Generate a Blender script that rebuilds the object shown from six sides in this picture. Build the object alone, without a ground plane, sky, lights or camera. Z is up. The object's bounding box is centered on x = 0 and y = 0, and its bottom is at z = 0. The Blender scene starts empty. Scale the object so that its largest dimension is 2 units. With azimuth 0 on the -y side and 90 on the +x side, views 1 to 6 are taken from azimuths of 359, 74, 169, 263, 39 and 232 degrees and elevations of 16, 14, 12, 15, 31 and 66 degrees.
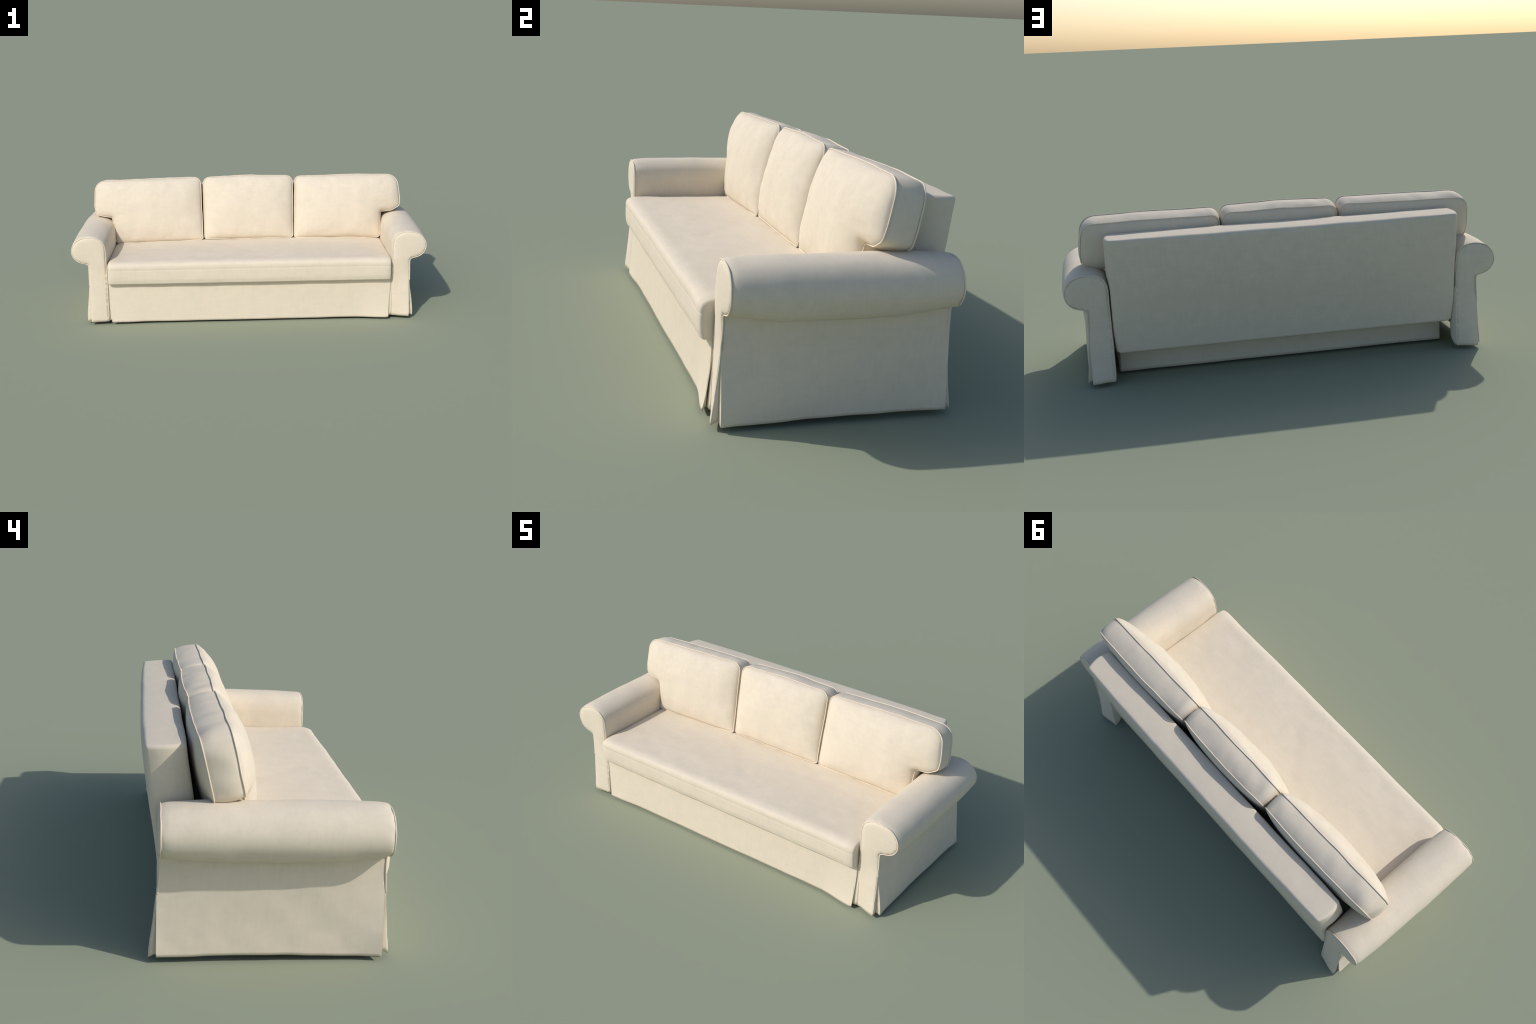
# Three-seat slip-covered sofa with rolled arms, three loose back cushions,
# one long seat cushion, pleated skirts and corded seams.
import bpy, bmesh, math
import numpy as np
from mathutils import Vector, noise

# ------------------------------------------------------------------ helpers
def sstep(a, b, t):
    t = np.clip((t - a) / (b - a), 0.0, 1.0)
    return t * t * (3 - 2 * t)


def fbm(p, freq, seed=0.0, octaves=3):
    v, a = 0.0, 1.0
    q = Vector((p[0] * freq + seed * 7.13, p[1] * freq - seed * 3.7, p[2] * freq + seed * 1.9))
    for _ in range(octaves):
        v += a * noise.noise(q)
        q = q * 2.03 + Vector((3.1, 1.7, 5.3))
        a *= 0.5
    return v


def make_object(name, verts, faces, material, parent=None, smooth=True, mirror=False):
    """Mesh object from vertices and faces; mirror flips it across x = 0."""
    v = np.array(verts, dtype=float)
    if mirror:
        v[:, 0] *= -1
        faces = [tuple(reversed(f)) for f in faces]
    me = bpy.data.meshes.new(name)
    me.from_pydata([tuple(p) for p in v], [], [tuple(int(i) for i in f) for f in faces])
    me.validate()
    me.polygons.foreach_set("use_smooth", [smooth] * len(me.polygons))
    me.materials.append(material)
    ob = bpy.data.objects.new(name, me)
    bpy.context.collection.objects.link(ob)
    if parent is not None:
        ob.parent = parent
    return ob


def fix_normals(ob):
    bm = bmesh.new()
    bm.from_mesh(ob.data)
    bmesh.ops.recalc_face_normals(bm, faces=bm.faces)
    bm.to_mesh(ob.data)
    bm.free()


def thicken(ob, t=0.004, offset=-1.0):
    ob.data.set_sharp_from_angle(angle=math.radians(38))   # folds stay crisp
    m = ob.modifiers.new("cloth_thickness", "SOLIDIFY")
    m.thickness = t
    m.offset = offset
    m.use_rim = True
    return ob


def grid_faces(nu, nv, base=0, closed_u=False):
    f = []
    for j in range(nv - 1):
        for i in range(nu if closed_u else nu - 1):
            a = base + j * nu + i
            b = base + j * nu + (i + 1) % nu
            f.append((a, b, b + nu, a + nu))
    return f


def fillet_outline(corners, n, arc=7):
    """Closed outline through corners (x, y, radius) with rounded corners, n even samples."""
    pts = []
    m = len(corners)
    for i in range(m):
        p0 = np.array(corners[i - 1][:2]); p1 = np.array(corners[i][:2]); p2 = np.array(corners[(i + 1) % m][:2])
        r = corners[i][2]
        d0 = (p0 - p1) / np.linalg.norm(p0 - p1)
        d1 = (p2 - p1) / np.linalg.norm(p2 - p1)
        ang = math.acos(np.clip(d0 @ d1, -1, 1))
        if r <= 0 or ang > 3.1:
            pts.append(p1)
            continue
        t = r / math.tan(ang / 2)
        t = min(t, 0.48 * np.linalg.norm(p0 - p1), 0.48 * np.linalg.norm(p2 - p1))
        a, b = p1 + d0 * t, p1 + d1 * t
        for k in range(arc + 1):
            s = k / arc
            pts.append((1 - s) ** 2 * a + 2 * s * (1 - s) * (p1 * 0.8 + (a + b) * 0.1) + s * s * b)
    return resample(np.array(pts), n, True)


def resample(p, n, closed):
    q = np.vstack([p, p[:1]]) if closed else p
    d = np.r_[0, np.cumsum(np.linalg.norm(np.diff(q, axis=0), axis=1))]
    s = np.linspace(0, d[-1], n + 1)[:-1] if closed else np.linspace(0, d[-1], n)
    return np.stack([np.interp(s, d, q[:, k]) for k in range(q.shape[1])], 1)


def smooth_curve(p, n, closed=False):
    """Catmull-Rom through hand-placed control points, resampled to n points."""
    p = np.array(p, float)
    m = len(p)
    out = []
    for i in range(m if closed else m - 1):
        if closed:
            a, b, c, d = p[i - 1], p[i], p[(i + 1) % m], p[(i + 2) % m]
        else:
            a, b, c, d = p[max(i - 1, 0)], p[i], p[i + 1], p[min(i + 2, m - 1)]
        for t in np.linspace(0, 1, 12, endpoint=False):
            out.append(0.5 * (2 * b + (c - a) * t + (2 * a - 5 * b + 4 * c - d) * t * t
                              + (3 * b - a - 3 * c + d) * t ** 3))
    if not closed:
        out.append(p[-1])
    return resample(np.array(out), n, closed)


def tube(name, path, radius, material, parent, closed, sides=8):
    """Round cord along a 3D path (parallel-transported frame)."""
    p = np.array(path, float)
    n = len(p)
    tan = np.roll(p, -1, 0) - np.roll(p, 1, 0) if closed else np.gradient(p, axis=0)
    tan /= np.linalg.norm(tan, axis=1)[:, None] + 1e-12
    u = np.cross(tan[0], [0.31, 0.2, 0.93]); u /= np.linalg.norm(u)
    verts = []
    for i in range(n):
        u = u - tan[i] * (u @ tan[i]); u /= np.linalg.norm(u)
        w = np.cross(tan[i], u)
        for k in range(sides):
            a = 2 * math.pi * k / sides
            verts.append(p[i] + radius * (math.cos(a) * u + math.sin(a) * w))
    faces = grid_faces(sides, n, closed_u=True)
    if closed:
        # twist-safe closing: match the nearest vertex of the first ring
        last, first = np.array(verts[-sides:]), np.array(verts[:sides])
        sh = int(np.argmin(np.linalg.norm(first - last[0], axis=1)))
        b = (n - 1) * sides
        for k in range(sides):
            faces.append((b + k, b + (k + 1) % sides, (k + 1 + sh) % sides, (k + sh) % sides))
    else:
        faces.append(tuple(range(sides)))
        faces.append(tuple(range((n - 1) * sides, n * sides)))
    ob = make_object(name, verts, faces, material, parent)
    fix_normals(ob)
    return ob


def pillow_height(xy, tris, fixed, length):
    """Puffed-membrane height over a flat triangulation: (M + L^2 K) h = M 1, h = 0 on the rim."""
    n = len(xy)
    i, j, k = tris.T
    def cot(a, b, c):
        u, v = xy[b] - xy[a], xy[c] - xy[a]
        cr = np.abs(u[:, 0] * v[:, 1] - u[:, 1] * v[:, 0])
        return (u * v).sum(1) / np.maximum(cr, 1e-13), cr
    ci, area2 = cot(i, j, k); cj, _ = cot(j, k, i); ck, _ = cot(k, i, j)
    M = np.zeros(n)
    for q in (i, j, k):
        np.add.at(M, q, area2 / 6)
    E0 = np.r_[j, k, i]; E1 = np.r_[k, i, j]; W = 0.5 * np.r_[ci, cj, ck] * length ** 2
    free = ~fixed
    def A(h):
        d = W * (h[E0] - h[E1])
        r = M * h + np.bincount(E0, d, n) - np.bincount(E1, d, n)
        r[fixed] = 0
        return r
    diag = M + np.bincount(E0, W, n) + np.bincount(E1, W, n)
    diag = np.maximum(diag, 1e-9)
    b = np.where(free, M, 0)
    h = np.zeros(n); r = b.copy(); z = r / diag; p = z.copy(); rz = r @ z
    for _ in range(600):
        Ap = A(p)
        al = rz / (p @ Ap)
        h += al * p; r -= al * Ap
        if np.linalg.norm(r) < 1e-9 * np.linalg.norm(b):
            break
        z = r / diag; rz2 = r @ z
        p = z + (rz2 / rz) * p; rz = rz2
    return np.maximum(h, 0) / h.max()


def rounded_box(lo, hi, r, step, arc=5):
    """Surface grid of a box with rounded edges; returns verts and quads."""
    lo, hi = np.array(lo, float), np.array(hi, float)
    ax = []
    step = (step,) * 3 if np.isscalar(step) else step
    for a in range(3):
        m = max(2, int(round((hi[a] - lo[a] - 2 * r) / step[a])) + 1)
        ax.append(np.r_[np.linspace(lo[a], lo[a] + r, arc)[:-1],
                        np.linspace(lo[a] + r, hi[a] - r, m),
                        np.linspace(hi[a] - r, hi[a], arc)[1:]])
    verts, faces, index = [], [], {}
    def vid(i, j, k):
        key = (i, j, k)
        if key not in index:
            p = np.array([ax[0][i], ax[1][j], ax[2][k]])
            c = np.clip(p, lo + r, hi - r)
            d = p - c
            # spread samples evenly over the arc
            d = np.tan(d / r * math.pi / 4) * r
            l = np.linalg.norm(d)
            index[key] = len(verts)
            verts.append(c + d * (r / l) if l > 1e-9 else p)
        return index[key]
    N = [len(a) for a in ax]
    for a in range(3):
        b, c = (a + 1) % 3, (a + 2) % 3
        for side in (0, N[a] - 1):
            for j in range(N[b] - 1):
                for k in range(N[c] - 1):
                    q = []
                    for dj, dk in ((0, 0), (1, 0), (1, 1), (0, 1)):
                        t = [0, 0, 0]
                        t[a], t[b], t[c] = side, j + dj, k + dk
                        q.append(vid(*t))
                    faces.append(tuple(q) if side else tuple(reversed(q)))
    return np.array(verts), faces


# ---------------------------------------------------------------- materials
def linen(name, warm, cool, bump=0.12):
    """Cream woven cotton-linen: soft blotches plus crossed thread streaks."""
    m = bpy.data.materials.new(name)
    m.use_nodes = True
    nt = m.node_tree
    nd, lk = nt.nodes, nt.links
    nd.clear()
    out = nd.new("ShaderNodeOutputMaterial")
    bsdf = nd.new("ShaderNodeBsdfPrincipled")
    bsdf.inputs["Roughness"].default_value = 0.92
    bsdf.inputs["Specular IOR Level"].default_value = 0.15
    bsdf.inputs["Sheen Weight"].default_value = 0.04
    bsdf.inputs["Sheen Roughness"].default_value = 0.5
    co = nd.new("ShaderNodeTexCoord")
    def layer(scale, detail, rough=0.55):
        mp = nd.new("ShaderNodeMapping")
        mp.inputs["Scale"].default_value = scale
        tx = nd.new("ShaderNodeTexNoise")
        tx.inputs["Scale"].default_value = 1.0
        tx.inputs["Detail"].default_value = detail
        tx.inputs["Roughness"].default_value = rough
        lk.new(co.outputs["Object"], mp.inputs["Vector"])
        lk.new(mp.outputs["Vector"], tx.inputs["Vector"])
        return tx.outputs["Fac"]
    def math_node(op, a, b):
        x = nd.new("ShaderNodeMath"); x.operation = op
        for s, v in zip(x.inputs, (a, b)):
            if isinstance(v, (int, float)): s.default_value = v
            else: lk.new(v, s)
        return x.outputs[0]
    blotch = layer((20, 20, 20), 4)
    upright = layer((82, 82, 16), 3)
    level = layer((16, 16, 86), 3)
    cross = layer((15, 86, 86), 3)
    fine = layer((190, 190, 190), 2)
    s = math_node("MULTIPLY", blotch, 0.32)
    for f, w in ((upright, 0.23), (level, 0.20), (cross, 0.15), (fine, 0.10)):
        s = math_node("ADD", s, math_node("MULTIPLY", f, w))
    ramp = nd.new("ShaderNodeValToRGB")
    ramp.color_ramp.elements[0].position = 0.37
    ramp.color_ramp.elements[0].color = (*cool, 1)
    ramp.color_ramp.elements[1].position = 0.63
    ramp.color_ramp.elements[1].color = (*warm, 1)
    lk.new(s, ramp.inputs["Fac"])
    lk.new(ramp.outputs["Color"], bsdf.inputs["Base Color"])
    weave = layer((900, 900, 900), 1)
    h = math_node("ADD", math_node("MULTIPLY", weave, 0.3), math_node("MULTIPLY", s, 1.0))
    bp = nd.new("ShaderNodeBump")
    bp.inputs["Strength"].default_value = bump
    bp.inputs["Distance"].default_value = 0.004
    lk.new(h, bp.inputs["Height"])
    lk.new(bp.outputs["Normal"], bsdf.inputs["Normal"])
    lk.new(bsdf.outputs["BSDF"], out.inputs["Surface"])
    return m


WARM, COOL = (0.785, 0.684, 0.545), (0.706, 0.632, 0.507)
fabric = linen("cream_linen", WARM, COOL)
cord = linen("cream_cord", (0.80, 0.705, 0.565), (0.755, 0.665, 0.53), 0.05)

sofa = bpy.data.objects.new("sofa", None)
bpy.context.collection.objects.link(sofa)
sofa["label"] = "cream linen slipcovered three-seat sofa with rolled arms and pleated skirt"
sofa["category"] = "sofa"

CORD = 0.0025

# ---------------------------------------------------------- long seat cushion
SEAT_X, SEAT_FRONT, SEAT_BACK, SEAT_LOW, SEAT_TOP = 0.792, -0.396, 0.205, 0.235, 0.358
CREASE = 0.331          # sewn line where the top border meets the front face

def build_seat():
    v, f = rounded_box((-SEAT_X, SEAT_FRONT, SEAT_LOW), (SEAT_X, SEAT_BACK, SEAT_TOP), 0.008, (0.02, 0.007, 0.006), 4)
    x, y, z = v.T.copy()
    t = (z - SEAT_LOW) / (SEAT_TOP - SEAT_LOW)
    upper = sstep(0.5, 1.0, t)
    # rounded top front border: quarter-ellipse from the flat top down to the crease
    depth, drop = 0.050, SEAT_TOP - CREASE
    s = np.clip((y - SEAT_FRONT) / depth, 0, 1)
    v[:, 2] -= upper * (drop - 0.004) * (1 - np.sqrt(1 - (1 - s) ** 2.2))
    front = sstep(SEAT_FRONT + 0.05, SEAT_FRONT, y)
    # rounded ends next to the arms
    e = np.clip((SEAT_X - np.abs(x)) / 0.028, 0, 1)
    v[:, 2] -= upper * 0.008 * (1 - np.sqrt(1 - (1 - e) ** 2))
    # crown of the stuffing
    crown = (1 - np.abs(x / SEAT_X) ** 5)
    v[:, 2] += upper * 0.013 * crown * (1 - 0.5 * sstep(SEAT_FRONT + 0.2, SEAT_FRONT, y))
    # front face: fullest at mid height, slightly tucked at its lower edge, pinched at the crease
    v[:, 1] += front * (0.004 * (1 - sstep(SEAT_LOW, SEAT_LOW + 0.03, z)) - 0.002 * sstep(SEAT_LOW, 0.29, z))
    pinch = np.exp(-((z - CREASE + 0.003) / 0.004) ** 2)
    v[:, 1] += front * 0.0014 * pinch
    v[:, 1] += front * 0.010 * (1 - np.sqrt(np.clip(1 - (1 - np.clip((SEAT_X - np.abs(x)) / 0.03, 0, 1)) ** 2, 0, 1)))
    for i, p in enumerate(v):
        k = 0.003 * fbm(p, 4.0, 1) + 0.0010 * fbm(p, 17, 2)
        v[i, 2] += k * upper[i]
        v[i, 1] += front[i] * 0.0022 * fbm(p, 6.0, 3)
    return make_object("seat_cushion", v, f, fabric, sofa)

build_seat()

# ------------------------------------------------------------------ backrest
def build_backrest():
    z0, z1 = 0.131, 0.655
    v, f = rounded_box((-0.79, -0.065, z0), (0.79, 0.065, z1), 0.013, 0.02, 5)
    x, y, z = v.T.copy()
    s = (y + 0.065) / 0.13
    d = z1 - z
    rear = 0.387 - 0.112 * d
    front = 0.260 - 0.150 * d
    t = (z - z0) / (z1 - z0)
    v[:, 1] = front + (rear - front) * s
    edge = 1 - np.abs(x / 0.79) ** 4
    # rear cover bellies out, fullest above the middle
    v[:, 1] += 0.019 * edge * s ** 2 * np.sin(math.pi * np.clip(t, 0, 1) ** 2.1) ** 0.9
    v[:, 1] += 0.009 * edge * s ** 2 * sstep(0.75, 1, t)
    v[:, 0] += np.sign(x) * np.abs(x / 0.79) ** 8 * 0.015 * np.sin(math.pi * s) * (0.35 + 0.65 * sstep(0.55, 0.72, t))
    v[:, 2] += sstep(0.9, 1, t) * (0.010 * (1 - s) + 0.004 * np.sin(math.pi * s) * edge)
    v[:, 0] *= 1 - 0.010 * (1 - sstep(0.0, 0.30, t)) ** 2
    # lower corners rounded in the plane of the back
    c = 0.018
    for i, p in enumerate(v):
        ax, az = abs(p[0]) - (0.782 - c), (z0 + c) - p[2]
        if ax > 0 and az > 0:
            l = math.hypot(ax, az)
            q = max(ax, az)
            if l > 1e-6:
                p[0] = math.copysign(0.782 - c + ax * q / l, p[0])
                p[2] = z0 + c - az * q / l
        v[i, 1] += 0.002 * fbm(p, 5, 11)
        v[i, 2] += 0.0015 * fbm(p, 6, 12) * t[i]
    return make_object("backrest", v, f, fabric, sofa)

build_backrest()

# -------------------------------------------------------------- back cushions
TILT = math.atan(0.235)
AX_V = np.array([0, math.sin(TILT), math.cos(TILT)])
AX_W = np.array([0, math.cos(TILT), -math.sin(TILT)])

def build_back_cushion(corners, centre, origin, lean, bulge, seed, depth=0.098):
    """Boxed cushion: puffed front and rear faces, soft boxing band, corded seams.
    corners: rounded outline in (x, height along the slope); lean: extra tilt of the outline along x."""
    N, R = 264, 26
    rim = fillet_outline(corners, N)
    if ((rim[:, 0] * np.roll(rim[:, 1], -1) - np.roll(rim[:, 0], -1) * rim[:, 1]).sum()) < 0:
        rim = rim[::-1]
    tan = np.roll(rim, -1, 0) - np.roll(rim, 1, 0)
    tan /= np.linalg.norm(tan, axis=1)[:, None]
    nor = np.stack([tan[:, 1], -tan[:, 0]], 1)
    wob = np.array([fbm((p[0], p[1], seed), 9, seed, 2) for p in rim])
    wob2 = np.array([fbm((p[0], p[1], seed + 4), 9, seed, 2) for p in rim])
    centre = np.array(centre)
    rr = 1 - np.linspace(0, 1, R) ** 1.45          # ring radii, dense at the rim
    rr = rr[:-1]

    def place(xv, w):
        x, vv = xv[:, 0], xv[:, 1]
        out = np.array(origin) + np.outer(vv, AX_V) + np.outer(w, AX_W)
        out[:, 0] += x
        out[:, 1] += lean * (x - centre[0])
        return out

    def disc(outline):
        flat = np.vstack([centre + r * (outline - centre) for r in rr] + [centre[None]])
        tri = []
        n = len(rr)
        for a in range(n - 1):
            for i in range(N):
                p, q = a * N + i, a * N + (i + 1) % N
                tri += [(p, q, q + N), (p, q + N, p + N)]
        last = (n - 1) * N
        for i in range(N):
            tri.append((last + i, last + (i + 1) % N, n * N))
        tri = np.array(tri)
        fixed = np.zeros(len(flat), bool)
        fixed[:N] = True
        return flat, tri, pillow_height(flat, tri, fixed, 0.24)

    mid_x = 0.5 * (rim[:, 0].min() + rim[:, 0].max())
    half_x = 0.5 * (rim[:, 0].max() - rim[:, 0].min())

    def thickness(x):
        """Lens-shaped plan: the boxing is deepest in the middle of the cushion."""
        return depth * (0.94 + 0.09 * (1 - np.clip(np.abs(x - mid_x) / half_x, 0, 1) ** 2.2))

    verts, faces = [], []
    base = 0
    # front face
    rim_f = rim + nor * (0.0015 * wob)[:, None]
    flat, tri, h = disc(rim_f)
    amount = bulge * h ** 0.56
    for i, p in enumerate(flat):
        e = h[i]
        amount[i] += min(1, e * 4) * (0.0052 * fbm((p[0], p[1], seed), 5.8, seed, 2)
                                      + 0.0030 * fbm((p[0], p[1], seed), 17, seed, 2) * (1 - 0.6 * e))
        amount[i] *= 1 + 0.14 * (p[1] / 0.36 - 0.5)
    verts.append(place(flat, -amount))
    faces += [tuple(t) for t in tri]
    base += len(flat)
    # rear face
    rim_r = rim + nor * (0.0015 * wob2)[:, None]
    flat_r, tri_r, h_r = disc(rim_r)
    verts.append(place(flat_r, thickness(flat_r[:, 0]) + 0.036 * h_r ** 0.55))
    faces += [(t[0] + base, t[2] + base, t[1] + base) for t in tri_r]
    base += len(flat_r)
    # boxing band between the two seams, softly puffed and puckered
    B = 13
    for b in range(B):
        s = b / (B - 1)
        puff = 0.0068 * (math.sin(math.pi * s) ** 0.7 if 0 < s < 1 else 0)
        ring = rim_f * (1 - s) + rim_r * s
        mod = np.array([1 + 0.75 * fbm((p[0], p[1], s * 0.05 + seed), 11, seed + 2, 2) for p in rim])
        verts.append(place(ring + nor * (puff * mod)[:, None], thickness(ring[:, 0]) * s))
    faces += [tuple(reversed(q)) for q in grid_faces(N, B, base, closed_u=True)]
    ob = make_object("back_cushion", np.vstack(verts), faces, fabric, sofa)
    fix_normals_by_part(ob)
    # cords
    for outline, w, wb in ((rim_f, np.full(N, -0.001), wob2), (rim_r, thickness(rim_r[:, 0]) + 0.001, wob)):
        path = place(outline + nor * (0.0022 + 0.0006 * wb)[:, None], w + 0.0022 * wb)
        tube("cushion_cord", path, CORD, cord, ob, True, 7)
    return ob


def fix_normals_by_part(ob):
    """Outward normals for a shell whose faces and band do not share vertices."""
    bm = bmesh.new()
    bm.from_mesh(ob.data)
    bm.verts.ensure_lookup_table()
    c = Vector(np.mean([v.co[:] for v in bm.verts], axis=0))
    seen = set()
    for start in bm.faces:
        if start in seen:
            continue
        island, stack = [], [start]
        seen.add(start)
        while stack:
            f = stack.pop()
            island.append(f)
            for e in f.edges:
                for g in e.link_faces:
                    if g not in seen:
                        seen.add(g); stack.append(g)
        s = sum((f.normal.dot(f.calc_center_median() - c)) * f.calc_area() for f in island)
        if s < 0:
            bmesh.ops.reverse_faces(bm, faces=island)
    bm.to_mesh(ob.data)
    bm.free()


# ear cushion outline (right-hand one): the notch sits over the arm
right_outline = [(0.274, 0.000, 0.012), (0.784, -0.008, 0.016), (0.792, 0.147, 0.010), (0.858, 0.151, 0.03),
                 (0.905, 0.178, 0.020), (0.908, 0.225, 0.05), (0.892, 0.361, 0.060), (0.62, 0.3675, 0.5), (0.285, 0.361, 0.034)]
middle_outline = [(-0.260, 0.000, 0.012), (0.262, 0.000, 0.012), (0.266, 0.365, 0.036), (0.0, 0.372, 0.5), (-0.264, 0.363, 0.038)]
left_outline = [(-0.274, 0.000, 0.012), (-0.284, 0.369, 0.034), (-0.60, 0.364, 0.5), (-0.904, 0.356, 0.056),
                (-0.911, 0.210, 0.05), (-0.903, 0.163, 0.022), (-0.862, 0.151, 0.03), (-0.808, 0.143, 0.014), (-0.786, -0.012, 0.016)]
build_back_cushion(middle_outline, (0.0, 0.18), (0, 0.062, 0.377), -0.004, 0.063, 5)
build_back_cushion(right_outline, (0.55, 0.20), (0, 0.066, 0.376), 0.004, 0.070, 2)
build_back_cushion(left_outline, (-0.55, 0.20), (0, 0.056, 0.374), 0.012, 0.064, 9)

# ------------------------------------------------------------------- armrests
# end-panel outline in (x, z), right arm, from the inner hem over the roll to the outer hem
INNER = [(0.800, 0.017), (0.801, 0.14), (0.803, 0.30), (0.8035, 0.40)]
ROLL = [(0.8035, 0.40), (0.806, 0.440), (0.819, 0.472), (0.846, 0.491), (0.880, 0.498), (0.915, 0.496), (0.948, 0.485),
        (0.972, 0.464), (0.986, 0.435), (0.985, 0.404), (0.970, 0.377), (0.944, 0.360), (0.915, 0.352), (0.902, 0.346), (0.8975, 0.332)]
OUTER = [(0.8975, 0.332), (0.898, 0.25), (0.898, 0.21), (0.896, 0.10), (0.895, 0.015)]
FRONT_Y, REAR_Y = -0.355, 0.340
HEM = 0.016
PLEAT_TOP = 0.215

def arm_profile(n_roll=64):
    return np.vstack([resample(np.array(INNER), 22, False)[:-1], smooth_curve(ROLL, n_roll)[:-1],
                      resample(np.array(OUTER), 24, False)])


def pleat_corner(rear):
    """Plumb inner corner (x, y) that the flared panels part from below the pleat."""
    return (0.889, REAR_Y + 0.001) if rear else (0.8955, FRONT_Y - 0.003)


def build_end_panel(sign, rear):
    """One-piece cloth panel over the end of the arm: rolled head, straight leg, flared hem, folded returns."""
    prof = arm_profile()
    bm = bmesh.new()
    face = bm.faces.new([bm.verts.new((p[0], 0, p[1])) for p in prof])
    for z in np.arange(0.03, 0.50, 0.011):
        g = bm.verts[:] + bm.edges[:] + bm.faces[:]
        bmesh.ops.bisect_plane(bm, geom=g, plane_co=(0, 0, z), plane_no=(0, 0, 1), dist=1e-5)
    for x in np.arange(0.815, 0.985, 0.011):
        g = bm.verts[:] + bm.edges[:] + bm.faces[:]
        bmesh.ops.bisect_plane(bm, geom=g, plane_co=(x, 0, 0), plane_no=(1, 0, 0), dist=1e-5)
    bmesh.ops.remove_doubles(bm, verts=bm.verts, dist=0.0012)
    bmesh.ops.triangulate(bm, faces=bm.faces[:])
    bm.verts.index_update()
    flat = np.array([v.co[:] for v in bm.verts])
    tri = np.array([[v.index for v in f.verts] for f in bm.faces])
    fixed = np.array([v.is_boundary for v in bm.verts])
    bm.free()
    h = pillow_height(flat[:, [0, 2]], tri, fixed, 0.05)
    y0, out = (REAR_Y, 1.0) if rear else (FRONT_Y, -1.0)
    hem_out = 0.032 if rear else 0.027
    seed = 21 + 3 * rear + (5 if sign < 0 else 0)

    def plane_y(x, z):
        fl = np.clip((0.31 - np.asarray(z)) / 0.295, 0, 1) ** 1.35
        inner = 0.55 if rear else (0.12 if sign > 0 else 0.65)             # hem swings out most at the outer corner
        side = inner + (1 - inner) * sstep(0.795, 0.88 if rear else 0.90, x)
        return y0 + out * hem_out * fl * side

    v = flat.copy()
    head = sstep(0.22, 0.36, flat[:, 2])
    v[:, 1] = plane_y(flat[:, 0], flat[:, 2]) + out * (0.0055 * np.sqrt(h) * head + 0.002 * np.sqrt(h))
    for i, p in enumerate(v):
        v[i, 1] += out * 0.002 * fbm(p, 9, seed, 2) * min(1.0, 3 * h[i] + 0.2 * (p[2] < 0.2))
        if p[2] < 0.05:
            v[i, 2] += 0.003 * fbm((p[0], 0, 0), 14, seed, 1)
    verts = [tuple(p) for p in v]
    faces = [tuple(t) for t in tri]
    if not rear:
        pass
    # folded returns: outer pleat strip and inner wrap
    zs = np.linspace(0.015, 0.24, 14)
    outer = np.array(OUTER)
    base = len(verts)
    cx, cy = pleat_corner(rear)
    for z in zs:
        xa = np.interp(z, outer[::-1, 1], outer[::-1, 0])
        ya = plane_y(xa, z)
        for s in np.linspace(0, 1, 4):
            verts.append((xa + (cx - xa) * s, ya + (cy - ya) * s, z + 0.011 * s * (1 - (z - 0.015) / 0.225)))
    faces += grid_faces(4, len(zs), base)
    base = len(verts)
    wrap = 0.045 if rear else 0.028
    zs = np.linspace(0.018, 0.30, 18)
    for z in zs:
        xi = np.interp(z, [p[1] for p in INNER], [p[0] for p in INNER])
        yi = plane_y(xi, z)
        for s in np.linspace(0, 1, 6):
            lift = (0.045 if rear else 0.004) * s * s * (1 - (z - 0.018) / 0.282) ** 3
            verts.append((xi - ((0.004 if sign > 0 else 0.014) if rear else 0.004) * math.sin(math.pi * 0.5 * s) * (0.5 + 0.5 * (z < 0.3)), yi - out * wrap * s, z + lift))
    faces += grid_faces(6, len(zs), base)
    ob = make_object("armrest_end_panel", verts, faces, fabric, None, mirror=sign < 0)
    bm = bmesh.new(); bm.from_mesh(ob.data)
    bmesh.ops.remove_doubles(bm, verts=bm.verts, dist=0.0006)
    bmesh.ops.recalc_face_normals(bm, faces=bm.faces)
    big = max((f for f in bm.faces if abs(f.normal.y) > 0.9), key=lambda f: f.calc_area())
    if big.normal.y * out < 0:
        bmesh.ops.reverse_faces(bm, faces=bm.faces)
    bm.to_mesh(ob.data); bm.free()
    thicken(ob, 0.0035)
    # cord along the panel edge
    keep = np.where(prof[:, 0] > 0.85, prof[:, 1] > PLEAT_TOP, prof[:, 1] > 0.03)
    path = prof[keep]
    path = resample(path, 190, False)
    d = np.gradient(path, axis=0); d /= np.linalg.norm(d, axis=1)[:, None]
    nrm = np.stack([-d[:, 1], d[:, 0]], 1)
    p3 = np.zeros((len(path), 3))
    for i, (x, z) in enumerate(path):
        wv = 0.0012 * fbm((x, z, 0), 22, seed, 2)
        p3[i] = (x + nrm[i, 0] * (0.0022 + wv), plane_y(x, z) - out * 0.001 + 0.0015 * fbm((x, z, 3), 16, seed, 2), z + nrm[i, 1] * (0.0022 + wv))
    p3[:, 0] *= sign
    return ob, p3


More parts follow.
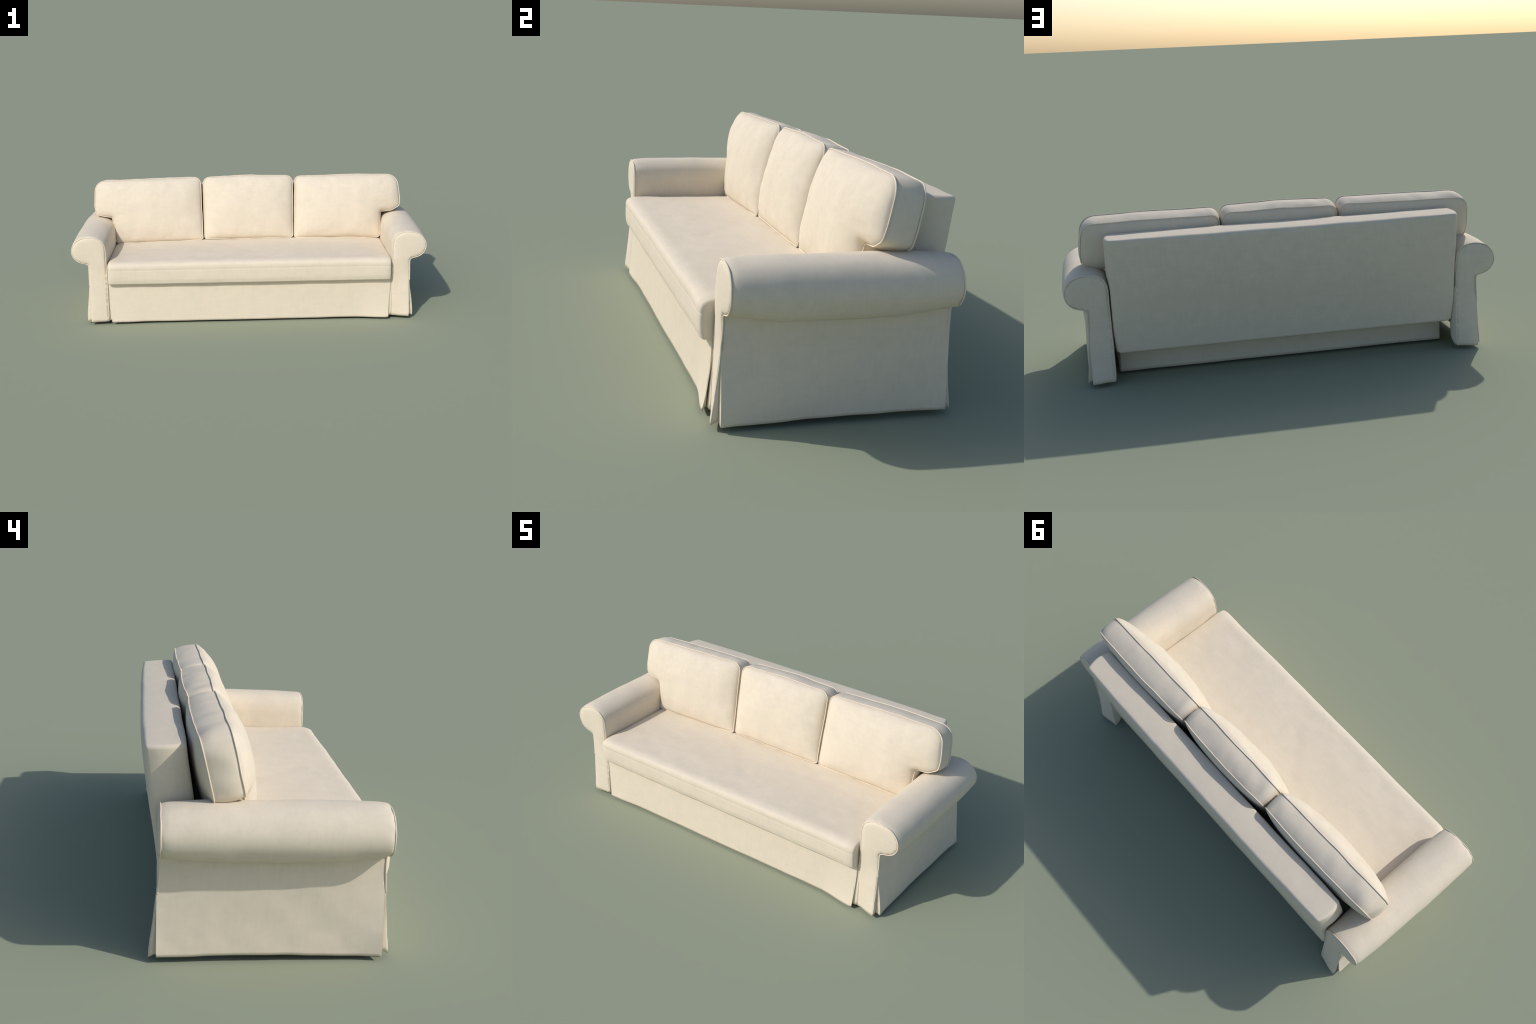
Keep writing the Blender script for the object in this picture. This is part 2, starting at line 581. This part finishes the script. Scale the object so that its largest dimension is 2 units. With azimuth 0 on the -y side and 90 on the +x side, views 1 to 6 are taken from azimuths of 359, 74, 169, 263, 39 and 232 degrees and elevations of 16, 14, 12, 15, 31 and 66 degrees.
def build_arm(sign):
    prof = arm_profile(72)
    inner_cut = prof[(prof[:, 1] > 0.14)]
    d = np.gradient(inner_cut, axis=0); d /= np.linalg.norm(d, axis=1)[:, None]
    nrm = np.stack([-d[:, 1], d[:, 0]], 1)
    n = len(inner_cut)
    ys = np.r_[np.linspace(FRONT_Y + 0.002, FRONT_Y + 0.05, 12)[:-1], np.linspace(FRONT_Y + 0.05, REAR_Y - 0.05, 44), np.linspace(REAR_Y - 0.05, REAR_Y - 0.002, 12)[1:]]
    seed = 31 if sign > 0 else 37
    verts = []
    outer_low = np.array([1.0 if (p[0] > 0.89 and p[1] < 0.345) else 0.0 for p in inner_cut])
    under = np.array([sstep(0.39, 0.345, p[1]) * (p[0] > 0.893) for p in inner_cut])
    for y in ys:
        t = min(y - FRONT_Y, REAR_Y - y)
        puff = 0.0125 * (1 - math.exp(-t / 0.012)) * (0.6 + 0.4 * sstep(0.0, 0.16, t))
        for i, p in enumerate(inner_cut):
            q = (p[0], y, p[1])
            b = puff * (1 - outer_low[i] * 1.3) + (0.015 if sign > 0 else 0.009) * under[i] * (1 - outer_low[i]) * sstep(0.02, 0.2, t)
            pucker = 0.0045 * fbm((p[0] * 1.0, y * 0.35, p[1]), 26, seed, 2) * math.exp(-t / 0.022) * sstep(0.0, 0.006, t)
            b += (pucker + 0.0025 * fbm(q, 7, seed, 2)) * (1 - outer_low[i])
            verts.append((p[0] + nrm[i, 0] * b, y, p[1] + nrm[i, 1] * b))
    faces = grid_faces(n, len(ys), closed_u=True)
    faces.append(tuple(range(n)))
    faces.append(tuple(range((len(ys) - 1) * n, len(ys) * n)))
    arm = make_object("armrest", verts, faces, fabric, sofa, mirror=sign < 0)
    fix_normals(arm)

    for rear in (False, True):
        panel, cord_path = build_end_panel(sign, rear)
        panel.parent = arm
        tube("armrest_cord", cord_path, CORD, cord, arm, False, 7)

    # outer side skirt: hangs from under the roll, flares to the hem, ends fold into the corner pleats
    nz, ny = 34, 70
    ya, yb = FRONT_Y - 0.001, REAR_Y + 0.008
    verts = []
    yy = np.linspace(ya, yb, ny)
    zt = np.linspace(0, 1, nz)
    for s in zt:
        for y in yy:
            u = (y - ya) / (yb - ya)
            hem = 0.013 + 0.008 * sstep(0.0, 0.6, u) - 0.001 * sstep(0.8, 1.0, u) + 0.0025 * fbm((0, y, 0), 7, seed, 2)
            z = 0.350 + (hem - 0.350) * s
            fl = sstep(0.30, 0.01, z) ** 1.3
            ends = math.exp(-u / 0.05) + math.exp(-(1 - u) / 0.05)
            mid = float(sstep(0.0, 0.30, u) * sstep(1.0, 0.70, u))
            # hangs from the fullest part of the roll in the middle, from the neck at both ends
            hang = mid * (0.0105 + 0.008 * float(sstep(0.22, 0.34, z))) * (1.0 if sign > 0 else 0.55)
            x = 0.9005 + hang + fl * ((0.010 + 0.011 * math.exp(-u / 0.10) + 0.004 * math.exp(-(1 - u) / 0.10)) * (1 - 0.8 * mid)) - 0.002 * ends * (1 - fl)
            q = (sign * x, y, z)
            x += 0.0032 * fbm((0, y, z), 5.5, seed + 3, 3) * sstep(0.33, 0.20, z)
            verts.append((x, y, z))
    faces = grid_faces(ny, nz)
    for end, rear in ((0, False), (ny - 1, True)):
        cx, cy = pleat_corner(rear)
        base = len(verts)
        rows = [j for j in range(nz) if verts[j * ny + end][2] < 0.25]
        for j in rows:
            bx, by, bz = verts[j * ny + end]
            for s in np.linspace(0, 1, 4):
                verts.append((bx + (cx - bx) * s, by + (cy - by) * s, bz + 0.011 * s * (1 - bz / 0.25)))
        faces += grid_faces(4, len(rows), base)
    side = make_object("armrest_side_skirt", verts, faces, fabric, arm, mirror=sign < 0)
    bm = bmesh.new(); bm.from_mesh(side.data)
    bmesh.ops.remove_doubles(bm, verts=bm.verts, dist=0.0006)
    bmesh.ops.recalc_face_normals(bm, faces=bm.faces)
    big = max((f for f in bm.faces if abs(f.normal.x) > 0.9), key=lambda f: f.calc_area())
    if big.normal.x * sign < 0:
        bmesh.ops.reverse_faces(bm, faces=bm.faces)
    bm.to_mesh(side.data); bm.free()
    thicken(side, 0.0035)
    return arm

build_arm(1)
build_arm(-1)

# --------------------------------------------------------------- base skirts
def build_front_skirt():
    nx, nz = 110, 26
    verts = []
    for j in range(nz):
        s = j / (nz - 1)
        z = 0.255 + (0.0 - 0.255) * s
        for i in range(nx):
            u = 2 * i / (nx - 1) - 1
            hem = 0.009 + 0.002 * abs(u) ** 3 + 0.0015 * fbm((u * 0.8, 0, 0), 6, 52, 2)
            zz = 0.255 + (hem - 0.255) * s
            half = 0.791 - 0.010 * sstep(0.2, 1.0, s)
            x = u * half
            fl = s ** 1.3
            # hem hangs nearly plumb, kicking forward at the pleated corners
            y = -0.360 - fl * (0.002 - 0.005 * u + 0.012 * sstep(-0.65, -1.0, u)) - s ** 2.4 * 0.025 * sstep(0.76, 1.0, u)
            q = (x, 0, zz)
            y -= 0.0022 * fbm(q, 4.5, 51, 3) * sstep(0.05, 0.5, s)
            verts.append((x, y, zz))
    faces = grid_faces(nx, nz)
    for end, sg in ((0, -1), (nx - 1, 1)):
        base = len(verts)
        rows = list(range(nz))
        for j in rows:
            bx, by, bz = verts[j * nx + end]
            k = float(sstep(PLEAT_TOP + 0.03, 0.02, bz))
            for s in np.linspace(0, 1, 4):
                verts.append((bx - sg * 0.010 * k * s, by + (-0.364 - by) * s * k + 0.012 * s * (1 - k), bz + 0.010 * s * k))
        faces += grid_faces(4, len(rows), base)
    ob = make_object("front_skirt", verts, faces, fabric, sofa)
    bm = bmesh.new(); bm.from_mesh(ob.data)
    bmesh.ops.remove_doubles(bm, verts=bm.verts, dist=0.0005)
    bmesh.ops.recalc_face_normals(bm, faces=bm.faces)
    big = max((f for f in bm.faces if abs(f.normal.y) > 0.9), key=lambda f: f.calc_area())
    if big.normal.y > 0:
        bmesh.ops.reverse_faces(bm, faces=bm.faces)
    bm.to_mesh(ob.data); bm.free()
    thicken(ob, 0.0035)

build_front_skirt()


def build_rear_skirt():
    """Sides and rear of the bed box below the seat, one hanging sheet with soft corners."""
    plan = [(-0.772, -0.363), (-0.7965, -0.361), (-0.797, -0.340), (-0.788, -0.30), (-0.776, 0.0), (-0.773, 0.190), (-0.766, 0.200),
            (0.766, 0.200), (0.773, 0.190), (0.776, 0.0), (0.788, -0.30), (0.797, -0.340), (0.7965, -0.361), (0.772, -0.363)]
    line = []
    for a, b in zip(plan[:-1], plan[1:]):
        m = max(3, int(np.hypot(b[0] - a[0], b[1] - a[1]) / 0.03))
        line += [(a[0] + (b[0] - a[0]) * t, a[1] + (b[1] - a[1]) * t) for t in np.linspace(0, 1, m, endpoint=False)]
    line.append(plan[-1])
    n, nz = len(line), 16
    verts = []
    for j in range(nz):
        s = j / (nz - 1)
        for i, (x, y) in enumerate(line):
            hem = 0.009 if y > 0.15 else 0.018
            hem += 0.003 * fbm((x, y, 0), 3, 61, 1)
            z = 0.25 + (max(hem, 0.0) - 0.25) * s
            c = 0.0025 * fbm((x, y, z), 5, 62, 2) * s
            if y > 0.18:
                dy = c
            else:
                dy = 0.012 * (1 - s) * float(sstep(-0.33, -0.355, y))   # pleat flap leans forward to its hem
            verts.append((x, y + dy, z))
    ob = make_object("bed_box_skirt", verts, grid_faces(n, nz), fabric, sofa)
    fix_normals(ob)
    thicken(ob, 0.003, 0.0)

build_rear_skirt()


def build_feet():
    """Four short block feet hidden behind the skirts; they carry the sofa."""
    foot_mesh = None
    for x in (-0.70, 0.70):
        for y in (-0.30, 0.14):
            if foot_mesh is None:
                v, f = rounded_box((-0.025, -0.025, 0.0), (0.025, 0.025, 0.24), 0.004, 0.05, 3)
                ob = make_object("foot", v, f, wood, sofa)
                foot_mesh = ob.data
            else:
                ob = bpy.data.objects.new("foot", foot_mesh)
                bpy.context.collection.objects.link(ob)
                ob.parent = sofa
            ob.location = (x, y, 0)


def dark_wood():
    m = bpy.data.materials.new("dark_wood")
    m.use_nodes = True
    nt = m.node_tree
    b = nt.nodes["Principled BSDF"]
    b.inputs["Roughness"].default_value = 0.6
    tx = nt.nodes.new("ShaderNodeTexNoise"); tx.inputs["Scale"].default_value = 40
    rp = nt.nodes.new("ShaderNodeValToRGB")
    rp.color_ramp.elements[0].color = (0.04, 0.03, 0.022, 1)
    rp.color_ramp.elements[1].color = (0.09, 0.065, 0.045, 1)
    nt.links.new(tx.outputs["Fac"], rp.inputs["Fac"])
    nt.links.new(rp.outputs["Color"], b.inputs["Base Color"])
    return m

wood = dark_wood()
build_feet()
